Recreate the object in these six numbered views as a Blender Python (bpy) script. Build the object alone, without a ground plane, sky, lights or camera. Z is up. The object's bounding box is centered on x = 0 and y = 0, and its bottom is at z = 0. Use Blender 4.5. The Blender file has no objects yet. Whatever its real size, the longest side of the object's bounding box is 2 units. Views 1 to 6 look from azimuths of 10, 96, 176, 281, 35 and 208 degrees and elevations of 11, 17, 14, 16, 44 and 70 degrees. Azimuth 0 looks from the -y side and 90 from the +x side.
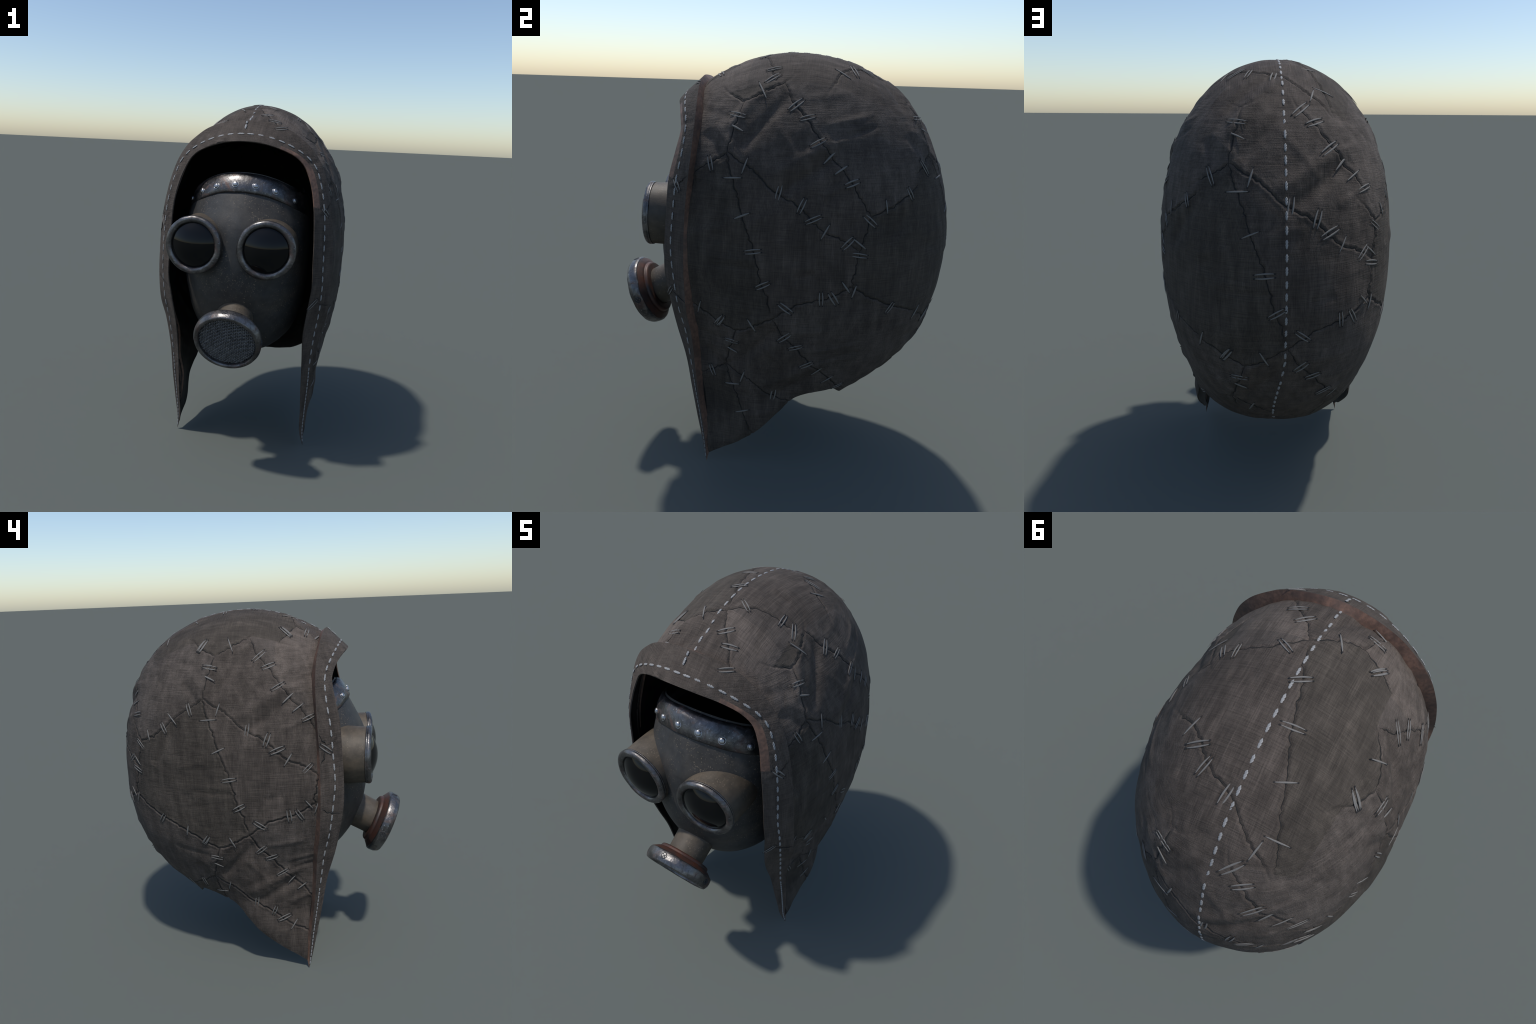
# Patched cloth hood with a riveted leather gas mask inside it.
import bpy, math, random
import numpy as np
from mathutils import Vector, Matrix
from mathutils.bvhtree import BVHTree

RNG = np.random.default_rng(7)
random.seed(7)
COLL = bpy.context.scene.collection

# ------------------------------------------------------------------ helpers
def spline(ts, pts, t):
    """Catmull-Rom through (ts, pts) evaluated at t (non-uniform, C1)."""
    ts = np.asarray(ts, float); pts = np.asarray(pts, float)
    if pts.ndim == 1: pts = pts[:, None]
    t = np.atleast_1d(np.asarray(t, float))
    h = np.diff(ts); d = np.diff(pts, axis=0) / h[:, None]
    m = np.vstack([d[:1], (d[:-1] * h[1:, None] + d[1:] * h[:-1, None]) / (h[:-1] + h[1:])[:, None], d[-1:]])
    i = np.clip(np.searchsorted(ts, t, side='right') - 1, 0, len(ts) - 2)
    u = ((t - ts[i]) / h[i])[:, None]; H = h[i][:, None]
    return ((2*u**3 - 3*u**2 + 1) * pts[i] + (u**3 - 2*u**2 + u) * H * m[i]
            + (-2*u**3 + 3*u**2) * pts[i+1] + (u**3 - u**2) * H * m[i+1])

def arclen(p):
    return np.concatenate([[0], np.cumsum(np.linalg.norm(np.diff(p, axis=0), axis=1))])

def resample(p, n=None, step=None):
    s = arclen(p)
    if n is None: n = max(2, int(round(s[-1] / step)) + 1)
    q = np.linspace(0, s[-1], n)
    return np.stack([np.interp(q, s, p[:, k]) for k in range(p.shape[1])], 1)

def make_mesh(name, verts, faces, mats, mat_idx=None, smooth=True):
    """verts (n,3); faces: list of arrays, each (m,3) or (m,4)."""
    me = bpy.data.meshes.new(name)
    verts = np.asarray(verts, np.float32)
    fl = [np.asarray(f, np.int32) for f in (faces if isinstance(faces, list) else [faces]) if len(f)]
    loops = np.concatenate([f.ravel() for f in fl])
    sizes = np.concatenate([np.full(len(f), f.shape[1], np.int32) for f in fl])
    starts = np.concatenate([[0], np.cumsum(sizes)[:-1]]).astype(np.int32)
    me.vertices.add(len(verts)); me.vertices.foreach_set("co", verts.ravel())
    me.loops.add(len(loops)); me.loops.foreach_set("vertex_index", loops)
    me.polygons.add(len(sizes))
    me.polygons.foreach_set("loop_start", starts)
    me.polygons.foreach_set("loop_total", sizes)
    me.polygons.foreach_set("use_smooth", np.full(len(sizes), smooth))
    for m in mats: me.materials.append(m)
    if mat_idx is not None:
        me.polygons.foreach_set("material_index", np.asarray(mat_idx, np.int32))
    me.update(calc_edges=True); me.validate()
    return me

def add(name, me, parent=None, matrix=None, stuff=False):
    ob = bpy.data.objects.new(name, me)
    COLL.objects.link(ob)
    if parent is not None: ob.parent = parent
    if matrix is not None: ob.matrix_world = matrix
    if stuff: ob["kind"] = "stuff"
    return ob

def grid_faces(nu, nv, close_u=False, close_v=False):
    iu = np.arange(nu if close_u else nu - 1); iv = np.arange(nv if close_v else nv - 1)
    A, B = np.meshgrid(iu, iv, indexing='ij'); A2 = (A + 1) % nu; B2 = (B + 1) % nv
    return np.stack([A*nv+B, A2*nv+B, A2*nv+B2, A*nv+B2], -1).reshape(-1, 4)

def sharp_by_angle(me, deg=35):
    try: me.set_sharp_from_angle(angle=math.radians(deg))
    except Exception: pass

def lathe(profile, seg=64):
    """profile [(r, h)] revolved round +Z -> verts, faces"""
    pr = np.asarray(profile, float); a = np.linspace(0, 2*np.pi, seg, endpoint=False)
    v = np.stack([pr[None, :, 0]*np.cos(a)[:, None], pr[None, :, 0]*np.sin(a)[:, None],
                  np.repeat(pr[None, :, 1], seg, 0)], -1).reshape(-1, 3)
    return v, grid_faces(seg, len(pr), close_u=True)

def fillet(profile, r=0.004, n=4):
    """round the inner corners of an open profile polyline"""
    p = [np.array(q, float) for q in profile]; out = [p[0]]
    for a, b, c in zip(p[:-2], p[1:-1], p[2:]):
        u = a - b; w = c - b; lu = np.linalg.norm(u); lw = np.linalg.norm(w)
        k = min(r, lu*.45, lw*.45); s = b + u/lu*k; e = b + w/lw*k
        for t in np.linspace(0, 1, n + 1): out.append((1-t)**2*s + 2*t*(1-t)*b + t*t*e)
    out.append(p[-1]); return np.array(out)

def frame(loc, x, z):
    z = Vector(z).normalized(); x = Vector(x); x = (x - z*x.dot(z)).normalized(); y = z.cross(x)
    return Matrix.Translation(Vector(loc)) @ Matrix((x, y, z)).transposed().to_4x4()

def value_noise(P, seed=0):
    """smooth 3D value noise in [-1,1]"""
    r = np.random.default_rng(seed).random(4096) * 2 - 1
    i = np.floor(P).astype(int); f = P - i; f = f*f*(3 - 2*f); out = 0
    for dx in (0, 1):
        for dy in (0, 1):
            for dz in (0, 1):
                h = ((i[:, 0]+dx)*73 + (i[:, 1]+dy)*179 + (i[:, 2]+dz)*283) % 4096
                w = (f[:, 0] if dx else 1-f[:, 0])*(f[:, 1] if dy else 1-f[:, 1])*(f[:, 2] if dz else 1-f[:, 2])
                out = out + w * r[h]
    return out

# ---------------------------------------------------------------- materials
class NT:
    def __init__(s, name):
        s.m = bpy.data.materials.new(name); s.m.use_nodes = True
        s.t = s.m.node_tree; s.b = s.t.nodes["Principled BSDF"]
        s.tc = s.n("ShaderNodeTexCoord")
    def n(s, typ, **kw):
        nd = s.t.nodes.new(typ)
        for k, v in kw.items(): setattr(nd, k, v)
        return nd
    def l(s, a, b): s.t.links.new(a, b)
    def coords(s, scale=(1, 1, 1), rot=(0, 0, 0)):
        mp = s.n("ShaderNodeMapping"); mp.inputs["Scale"].default_value = scale
        mp.inputs["Rotation"].default_value = rot
        s.l(s.tc.outputs["Object"], mp.inputs["Vector"]); return mp.outputs["Vector"]
    def noise(s, scale, detail=4, rough=.55, vec=None, dist=0):
        nd = s.n("ShaderNodeTexNoise"); nd.inputs["Scale"].default_value = scale
        nd.inputs["Detail"].default_value = detail; nd.inputs["Roughness"].default_value = rough
        nd.inputs["Distortion"].default_value = dist
        s.l(vec if vec is not None else s.tc.outputs["Object"], nd.inputs["Vector"])
        return nd.outputs["Fac"]
    def voronoi(s, scale, vec=None, feature='F1'):
        nd = s.n("ShaderNodeTexVoronoi", feature=feature); nd.inputs["Scale"].default_value = scale
        s.l(vec if vec is not None else s.tc.outputs["Object"], nd.inputs["Vector"]); return nd.outputs["Distance"]
    def ramp(s, fac, stops):
        r = s.n("ShaderNodeValToRGB"); e = r.color_ramp.elements
        while len(e) < len(stops): e.new(.5)
        for el, (p, c) in zip(e, stops):
            el.position = p; el.color = (c if hasattr(c, '__len__') else (c, c, c)) + (1,) if not hasattr(c, '__len__') or len(c) == 3 else c
        s.l(fac, r.inputs["Fac"]); return r.outputs["Color"]
    def mix(s, fac, a, b, mode='MIX'):
        nd = s.n("ShaderNodeMix", data_type='RGBA', blend_type=mode)
        for inp, v in ((nd.inputs[0], fac), (nd.inputs[6], a), (nd.inputs[7], b)):
            if hasattr(v, 'is_linked') or hasattr(v, 'links'): s.l(v, inp)
            elif hasattr(v, '__len__'): inp.default_value = tuple(v) + (1,) if len(v) == 3 else v
            else: inp.default_value = v
        return nd.outputs[2]
    def math(s, op, a, b=0.0):
        nd = s.n("ShaderNodeMath", operation=op)
        for inp, v in zip(nd.inputs, (a, b)):
            if hasattr(v, 'links'): s.l(v, inp)
            else: inp.default_value = v
        return nd.outputs[0]
    def bump(s, h, strength=.4, dist=.004):
        b = s.n("ShaderNodeBump"); b.inputs["Strength"].default_value = strength
        b.inputs["Distance"].default_value = dist; s.l(h, b.inputs["Height"])
        s.l(b.outputs["Normal"], s.b.inputs["Normal"])
    def out(s, color=None, rough=None, metal=None, **kw):
        for key, v in (("Base Color", color), ("Roughness", rough), ("Metallic", metal), *((k.replace('_', ' '), v) for k, v in kw.items())):
            if v is None: continue
            if hasattr(v, 'links'): s.l(v, s.b.inputs[key])
            elif hasattr(v, '__len__') and len(v) == 3: s.b.inputs[key].default_value = tuple(v) + (1,)
            else: s.b.inputs[key].default_value = v
        return s.m

def cloth(name, col, dark=.80, light=1.16, bumpk=.6):
    m = NT(name)
    # threads running round and down on the sides, along and across over the crown
    geo = m.n("ShaderNodeNewGeometry"); sep = m.n("ShaderNodeSeparateXYZ"); m.l(geo.outputs["Normal"], sep.inputs[0])
    top = m.ramp(m.math('ABSOLUTE', sep.outputs["Z"]), [(.62, 0.), (.80, 1.)])
    warp = m.mix(top, m.noise(1, 2, .5, m.coords((11, 11, 330))), m.noise(1, 2, .5, m.coords((300, 8, 12))))
    weft = m.mix(top, m.noise(1, 2, .5, m.coords((290, 290, 9))), m.noise(1, 2, .5, m.coords((11, 330, 12))))
    fine = m.noise(1, 1, .5, m.coords((480, 480, 480)))
    weave = m.math('ADD', m.math('ADD', m.math('MULTIPLY', warp, .45), m.math('MULTIPLY', weft, .45)), m.math('MULTIPLY', fine, .2))
    blot = m.noise(3.2, 5, .6, dist=.6)
    fade = m.mix(top, m.noise(1, 3, .6, m.coords((26, 26, 5))), m.noise(1, 3, .6, m.coords((34, 7, 12))))
    dent = m.noise(1, 2, .5, m.coords((7, 7, 9), (.5, .3, 0)), dist=.3)
    c = m.mix(1, tuple(col), m.ramp(weave, [(.40, .68), (.53, 1.0), (.66, 1.32)]), 'MULTIPLY')
    c = m.mix(1, c, m.ramp(blot, [(.3, dark), (.5, 1.0), (.72, light)]), 'MULTIPLY')
    c = m.mix(.8, c, m.ramp(fade, [(.33, .72), (.5, 1.0), (.72, 1.45)]), 'MULTIPLY')
    m.bump(m.math('ADD', m.math('ADD', weave, m.math('MULTIPLY', fade, .35)), m.math('MULTIPLY', dent, 3.0)), bumpk, .007)
    return m.out(c, .85, 0, Specular_IOR_Level=.22)

CL = np.array([.0595, .0485, .0412])
M_CLOTH = cloth("worn_cloth", CL)
M_CLOTH_LIGHT = cloth("faded_cloth", CL*np.array([1.09, 1.11, 1.13]))
M_CLOTH_PALE = cloth("pale_cloth", CL*1.36)
M_CLOTH_DARK = cloth("dark_cloth", CL*np.array([.86, .88, .86]))
M_BAND = cloth("hem_cloth", CL*1.0)
M_INSIDE_SHADE = cloth("shade_darkened_inside_cloth", (.017, .0155, .014), bumpk=.3)  # hood cloth darkened far below the outside: the cavity's shadow is in the colour

def brown_leather():
    m = NT("raw_leather_edge")
    st = m.noise(1, 4, .6, m.coords((60, 60, 60))); big = m.noise(12, 5, .65, dist=.6)
    c = m.mix(m.ramp(st, [(.35, 0.), (.7, 1.)]), (.095, .053, .037), (.185, .102, .069))
    c = m.mix(m.ramp(big, [(.44, 0.), (.64, .75)]), c, (.055, .037, .029))
    m.bump(st, .25, .003)
    return m.out(c, .65)
M_BROWN = brown_leather()

def plain(name, col, rough, metal=0.0, vary=.35, scale=40, bumpk=0.0, **kw):
    m = NT(name); n = m.noise(scale, 4, .6)
    c = m.mix(1, tuple(col), m.ramp(n, [(.3, 1-vary), (.5, 1.), (.7, 1+vary)]), 'MULTIPLY')
    if bumpk: m.bump(n, bumpk, .003)
    return m.out(c, rough, metal, **kw)
M_SEAM = plain("dark_seam_line", (.010, .0095, .009), .9)  # near-black thin cords lying along the seam grooves
M_STRAND = plain("grey_thread", (.138, .131, .122), .75, vary=.35, scale=60)
M_CORD = plain("pale_cord", (.225, .225, .225), .55, vary=.3, scale=120)
M_HOLE = plain("needle_hole", (.012, .011, .011), .95)

def rubber(name, base, tint, fleck=1.0):
    m = NT(name)
    big = m.noise(4.5, 5, .6, dist=.4); mid = m.noise(26, 4, .6)
    fl = m.noise(1, 2, .5, m.coords((150, 150, 95))); fl2 = m.noise(1, 1, .5, m.coords((85, 85, 210), (.4, .2, .5)))
    area = m.noise(9, 3, .6)
    c = m.mix(m.ramp(big, [(.4, 0.), (.62, 1.)]), base, tint)
    c = m.mix(1, c, m.ramp(mid, [(.3, .75), (.5, 1.), (.75, 1.3)]), 'MULTIPLY')
    mask = m.math('MULTIPLY', m.math('MAXIMUM', m.ramp(fl, [(.65, 0.), (.69, 1.)]), m.ramp(fl2, [(.69, 0.), (.73, 1.)])),
                  m.ramp(area, [(.42, .08), (.58, .9*fleck)]))
    c = m.mix(mask, c, (.17, .135, .095))
    m.bump(m.math('ADD', mid, m.math('MULTIPLY', fl, .5)), .25, .003)
    return m.out(c, .58, 0, Specular_IOR_Level=.4)
M_FACE = rubber("mask_leather", (.026, .0265, .0275), (.040, .035, .030))
M_TUBE = rubber("tube_leather", (.072, .056, .039), (.050, .042, .033), .8)

def steel(name, rust=.35, base=(.19, .183, .180)):
    m = NT(name)
    sc = m.noise(1, 4, .65, m.coords((110, 40, 110), (.3, .2, .6))); big = m.noise(9, 5, .65, dist=.5); dent = m.noise(24, 3, .5)
    c = m.mix(m.ramp(big, [(.35, 0.), (.62, 1.)]), base, tuple(v*.45 for v in base))
    grime = m.ramp(m.noise(16, 6, .7, dist=1.0), [(.48, 0.), (.62, 1.)])
    c = m.mix(m.math('MULTIPLY', grime, .55), c, (.045, .042, .043))
    c = m.mix(m.ramp(sc, [(.60, 0.), (.68, .7)]), c, (.30, .30, .31))
    rm = m.math('MULTIPLY', m.ramp(m.noise(8, 7, .72, dist=1.2), [(.52, 0.), (.62, 1.)]), rust)
    c = m.mix(rm, c, (.105, .040, .022))
    r = m.math('ADD', m.math('MULTIPLY', sc, .25), m.math('ADD', m.math('MULTIPLY', rm, .35), m.math('ADD', m.math('MULTIPLY', grime, .2), .20)))
    m.bump(m.math('ADD', dent, m.math('MULTIPLY', sc, .35)), .3, .008)
    return m.out(c, r, m.math('SUBTRACT', .9, m.math('MULTIPLY', rm, .75)))
M_STEEL = steel("scuffed_steel", .38)
M_BANDSTEEL = steel("dark_forehead_steel", .6, (.165, .158, .156))
M_RIVET = plain("rivet_steel", (.36, .36, .37), .34, .95, .15)
M_SCREW = plain("blackened_screw", (.022, .023, .026), .6, .15, .4)

def rusty():
    m = NT("rusted_iron")
    a = m.noise(10, 6, .65, dist=.6); b = m.noise(45, 4, .6)
    c = m.mix(m.ramp(a, [(.35, 0.), (.62, 1.)]), (.080, .029, .018), (.036, .027, .025))
    c = m.mix(m.ramp(b, [(.58, 0.), (.78, .7)]), c, (.13, .045, .028))
    m.bump(m.math('ADD', a, m.math('MULTIPLY', b, .5)), .3, .005)
    return m.out(c, .55, .25)
M_RUST = rusty()

def lens_glass():
    m = NT("smoked_lens"); sm = m.noise(9, 4, .6)
    c = m.ramp(sm, [(.3, (.003, .0035, .004)), (.7, (.006, .006, .006))])
    return m.out(c, .05, 0, Specular_IOR_Level=.22)
M_LENS = lens_glass()
M_WIRE = plain("dark_wire", (.16, .16, .165), .38, .7, .4, 50)
M_BACK = plain("filter_cloth", (.018, .018, .018), .9)

# --------------------------------------------------- hood: the head-shaped skin
C0 = np.array([.12, 1.12])                    # centre of the side, (y, z)
R_SIDE = np.array([0.6896, 0.7034, 0.7438, 0.8053, 0.8453, 0.8749, 0.8899, 0.8897, 0.8358, 0.898, 1.131, 1.365, 1.582, 1.659, 1.47, 0.979, 0.825, 0.7674, 0.7199, 0.6956])
P_EXP = np.array([2.081, 2.185, 2.34, 2.344, 2.813, 2.108, 1.595, 1.565, 2.103, 1.834])
Q_EXP = np.array([2.002, 2.052, 2.149, 1.975, 2.127, 2.132, 1.998, 3.012, 2.294, 2.679])
W = 0.5365                                     # half width
# the cheek flaps hang hollow behind the hem: y, z, depth of soft dents
HOLLOWS = np.array([(-.30, .08, .0134), (-.30, .22, -.0297), (-.30, .38, -.0583), (-.29, .54, -.0339), (-.29, .70, -.017), (-.16, .16, -.0036),
                    (-.16, .32, -.0245), (-.16, .48, -.0135), (-.16, .64, -.0271), (-.02, .24, .0235), (-.02, .40, -.0143), (-.02, .56, -.0172),
                    (-.08, .76, -.0148), (.12, .42, .0082), (.12, .58, -.0017), (.25, .50, -.0025), (.30, .43, .015), (-.36, .66, -.040), (-.37, .84, -.028), (-.38, 1.0, -.014), (.07, .44, -.016), (-.35, .52, -.012)])

def ring_spline(a, c):
    n = len(c); t = (a/(2*np.pi)*n) % n; i = np.floor(t).astype(int); f = t - i
    p0, p1, p2, p3 = [c[(i+k) % n] for k in (-1, 0, 1, 2)]
    return .5*(2*p1 + (p2-p0)*f + (2*p0-5*p1+4*p2-p3)*f*f + (3*p1-p0-3*p2+p3)*f**3)

def polar(y, z):
    return np.arctan2(z-C0[1], y-C0[0]) % (2*np.pi), np.hypot(y-C0[0], z-C0[1])

def skin_x(a, s):
    return W*np.clip(1 - s**ring_spline(a, P_EXP), 0, 1)**(1/ring_spline(a, Q_EXP))

def hollow(y, z, base):
    """soft inward sag of the flaps, fading out towards the midline"""
    k = np.clip(base/.25, 0, 1); k = k*k*(3 - 2*k); h = 0
    for cy, cz, d in HOLLOWS: h = h + d*np.exp(-((y-cy)**2 + (z-cz)**2)/.12**2)
    return h*k

def half_width(y, z):
    y = np.asarray(y, float); z = np.asarray(z, float)
    a, r = polar(y, z); b = skin_x(a, np.clip(r/ring_spline(a, R_SIDE), 0, 1))
    return b + hollow(y, z, b)

def implicit(P):
    a, r = polar(P[:, 1], P[:, 2]); s = r/ring_spline(a, R_SIDE)
    c = hollow(P[:, 1], P[:, 2], skin_x(a, np.clip(s, 0, 1)))
    return (np.abs(np.abs(P[:, 0]) - c)/W)**ring_spline(a, Q_EXP) + s**ring_spline(a, P_EXP) - 1

def skin_normal(P):
    e = .004; g = np.stack([implicit(P + d) - implicit(P - d) for d in np.eye(3)*e], 1)
    return g/np.maximum(np.linalg.norm(g, axis=1), 1e-9)[:, None]

# rims of the hood in the side plane (y, z): neck + flap, then the face opening (under the hem band)
NECK = np.array([(.405, .30), (.386, .335), (.357, .363), (.348, .372), (.325, .425), (.300, .456), (.25, .450), (.204, .436), (.118, .399),
                 (.035, .312), (-.06, .208), (-.16, .125), (-.255, .075), (-.298, .045)])
FRONT = np.array([(-.298, .045), (-.300, .095), (-.306, .22), (-.318, .36), (-.332, .5), (-.342, .62), (-.350, .735),
                  (-.362, .85), (-.372, .975), (-.376, 1.05), (-.380, 1.198), (-.378, 1.389), (-.362, 1.534),
                  (-.348, 1.661), (-.350, 1.717), (-.362, 1.80), (-.372, 1.843), (-.378, 1.862)])

def rim_curve():
    """closed loop in (y,z): crown + back on the midline, then neck, flap, face opening"""
    a0 = polar(FRONT[-1, 0], FRONT[-1, 1])[0]; a1 = polar(NECK[0, 0], NECK[0, 1])[0]
    a = np.linspace(a0, a1 - 2*np.pi, 400)
    r = ring_spline(a % (2*np.pi), R_SIDE)
    mid = np.stack([C0[0] + r*np.cos(a), C0[1] + r*np.sin(a)], 1)
    NECK[0] = mid[-1]; FRONT[-1] = mid[0]
    neck = spline(np.arange(len(NECK)), NECK, np.linspace(0, len(NECK)-1, 160))
    front = spline(np.arange(len(FRONT)), FRONT, np.linspace(0, len(FRONT)-1, 220))
    return mid, neck, front

def rim_samples(n):
    mid, neck, front = rim_curve()
    L = [arclen(c)[-1] for c in (mid, neck, front)]; tot = sum(L)
    k = [max(8, int(round(n*l/tot))) for l in L]
    m, q, f = [resample(c, n=kk+1) for c, kk in zip((mid, neck, front), k)]
    loop = np.vstack([m[:-1], q[:-1], f[:-1]])
    on_mid = np.zeros(len(loop), bool); on_mid[:len(m)-1] = True
    return loop, on_mid, k

def skin_grid(n_rim, n_rad):
    """half skin (x >= 0): (n_rim, n_rad, 3); radial index 0 near the side centre, last on the rim"""
    loop, on_mid, k = rim_samples(n_rim)
    a, r = polar(loop[:, 0], loop[:, 1]); R = ring_spline(a, R_SIDE)
    sb = np.where(on_mid, 1.0, np.minimum(r/R, 1))
    u = np.linspace(0, 1, n_rad + 1)[1:]
    k_ = np.clip((1 - sb)/.25, 0, 1)[:, None]*.25
    t = u[None]*k_ + (1 - k_)*np.sin(u*np.pi/2)[None]
    s = sb[:, None]*t
    y = C0[0] + s*R[:, None]*np.cos(a)[:, None]; z = C0[1] + s*R[:, None]*np.sin(a)[:, None]
    x = W*np.clip(1 - s**ring_spline(a, P_EXP)[:, None], 0, 1)**(1/ring_spline(a, Q_EXP)[:, None])
    x = x + hollow(y, z, x)
    x[on_mid, -1] = 0
    return np.stack([x, y, z], -1), on_mid, k

# -------------------------------------------------- patchwork: one metre-square tile of seams
A, B, C, D = (-.206, 1.58), (-.150, .782), (.018, .866), (.008, .895)
E_, F_, G_ = (.376, 1.194), (.414, 1.34), (.356, 1.034)
SEAMS = [
    [A, (-.187, 1.657), (-.171, 1.709), (-.159, 1.754), (-.150, 1.782)],
    [G_, (.307, 1.01), (.245, .974), (.183, .962), (.121, .942), (.068, .903), C],
    [C, (-.04, .836), (-.108, .798), B],
    [C, (.055, .799), (.092, .755), (.131, .712), (.176, .65), (.216, .598), (.266, .547), (.301, .507), (.331, .464), (.36, .421), (.39, .378), (.414, .34)],
    [F_, (.4, 1.282), (.385, 1.23), E_],
    [A, (-.148, 1.542), (-.098, 1.522), (-.048, 1.481), (-.006, 1.437), (.031, 1.416), (.084, 1.391), (.131, 1.363), (.155, 1.332), (.202, 1.288), (.249, 1.264), (.314, 1.237), E_],
    [A, (-.265, 1.538), (-.319, 1.509), (-.369, 1.474), (-.429, 1.424), (-.503, 1.373), (-.586, 1.34)],
    [A, (-.186, 1.495), (-.161, 1.442), (-.143, 1.383), (-.132, 1.334), (-.112, 1.286), (-.081, 1.204), (-.065, 1.147), (-.058, 1.119), (-.044, 1.046), (-.016, .985), D],
    [E_, (.366, 1.125), (.35, 1.055), G_],
    [B, (-.223, .81), (-.281, .847), (-.341, .881), (-.404, .911), (-.471, .936), (-.557, .979), (-.644, 1.034)],
]
# hand stitches over the seams: strands, end, end
STITCHES = [
    (2, -.237, 1.797, -.204, 1.857), (1, -.092, 1.857, -.058, 1.794), (2, -.205, 1.729, -.137, 1.72), (1, -.205, 1.689, -.142, 1.662),
    (2, -.286, 1.558, -.265, 1.496), (1, -.398, 1.503, -.349, 1.451), (2, -.44, 1.454, -.41, 1.401), (1, -.532, 1.41, -.52, 1.351),
    (2, .385, 1.347, .436, 1.300), (1, -.114, 1.56, -.132, 1.496), (1, -.212, 1.472, -.135, 1.481), (2, .031, 1.463, .018, 1.395),
    (2, .135, 1.411, .113, 1.349), (2, .141, 1.311, .208, 1.342), (1, .243, 1.307, .21, 1.248), (2, .302, 1.207, .344, 1.253),
    (1, .347, 1.25, .397, 1.205), (2, .338, 1.184, .409, 1.171), (1, -.158, 1.309, -.094, 1.338), (2, -.111, 1.168, -.038, 1.179),
    (2, .047, 1.754, .1, 1.797), (2, .092, 1.716, .156, 1.736), (2, .145, 1.612, .205, 1.646), (1, .202, 1.553, .253, 1.604),
    (1, .249, 1.51, .301, 1.547), (2, .296, 1.464, .351, 1.488), (2, -.057, 1.006, 0, 1.04), (2, .045, .945, .103, .904),
    (2, .222, 1.012, .229, .947), (2, .262, 1.011, .294, .952), (1, .308, 1.06, .347, 1.011), (1, .372, 1.045, .355, .985),
    (2, -.489, .902, -.457, .95), (1, -.316, .906, -.333, .844), (2, -.245, .799, -.207, .851)]
# soft folds of the cloth: from, to, width, height
FOLDS = [((.05, .825), (-.16, .585), .045, -.019), ((-.02, .885), (-.23, .655), .045, .015), ((.27, .59), (.00, .405), .045, -.018), ((.24, .655), (-.03, .475), .045, .014),
         ((.36, .50), (.20, .42), .03, .008), ((-.02, .72), (.14, .52), .03, .006),
         ((.30, .66), (.12, .56), .035, .009), ((.42, .70), (.22, .64), .022, -.008), ((.40, .745), (.2, .70), .022, .006),
         ((-.28, 1.10), (-.04, 1.095), .020, -.0035), ((-.27, 1.135), (-.03, 1.13), .022, .003), ((.10, 1.06), (.2, 1.09), .035, -.007),
         ((-.34, 1.47), (-.50, 1.22), .045, -.015), ((-.31, 1.66), (-.22, 1.54), .040, -.014), ((-.27, 1.69), (-.18, 1.60), .03, .008),
         ((.30, .83), (.10, .80), .03, .006), ((-.1, 1.30), (.08, 1.36), .04, .005), ((.33, 1.32), (.40, 1.12), .035, -.006),
         ((-.42, .76), (-.20, .72), .03, -.006), ((.05, 1.66), (.22, 1.72), .06, .006), ((-.36, 1.22), (-.2, 1.27), .035, .006)]

NT_PX = 800
def jagged(poly, k):
    p = resample(np.array(poly, float), step=.011)
    d = np.gradient(p, axis=0); n = np.stack([-d[:, 1], d[:, 0]], 1); n /= np.linalg.norm(n, axis=1)[:, None]
    r = np.random.default_rng(100 + k)
    j = r.normal(0, .0022, len(p)) + .003*np.sin(np.arange(len(p))*.9 + r.random()*6)*r.random(len(p))
    j[[0, -1]] = 0
    return p + n*j[:, None]
SEAM_LINES = [jagged(s, k) for k, s in enumerate(SEAMS)]

def stamp(grid, a, b, fn, reach):
    """write fn(distance to segment a-b) into the periodic tile with min/max/add done by fn"""
    lo = np.floor((np.minimum(a, b) - reach)*NT_PX).astype(int); hi = np.ceil((np.maximum(a, b) + reach)*NT_PX).astype(int)
    I, J = np.meshgrid(np.arange(lo[0], hi[0]+1), np.arange(lo[1], hi[1]+1), indexing='ij')
    X, Y = I/NT_PX - a[0], J/NT_PX - a[1]; v = b - a; L = max(v @ v, 1e-12)
    t = np.clip((X*v[0] + Y*v[1])/L, 0, 1)
    fn(grid, I % NT_PX, J % NT_PX, np.hypot(X - t*v[0], Y - t*v[1]), t)

def build_tile():
    dist = np.full((NT_PX, NT_PX), 1.0); fold = np.zeros((NT_PX, NT_PX))
    def fmin(g, I, J, d, t): g[I, J] = np.minimum(g[I, J], d)
    for ln in SEAM_LINES:
        for a, b in zip(ln[:-1], ln[1:]): stamp(dist, a, b, fmin, .035)
    for a, b, w, h in FOLDS:
        def fadd(g, I, J, d, t): g[I, J] += h*np.exp(-(d/(w*.58))**2)*(1 - (2*t - 1)**6)
        stamp(fold, np.array(a), np.array(b), fadd, 2.6*w)
    return dist, fold
T_DIST, T_FOLD = build_tile()

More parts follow.
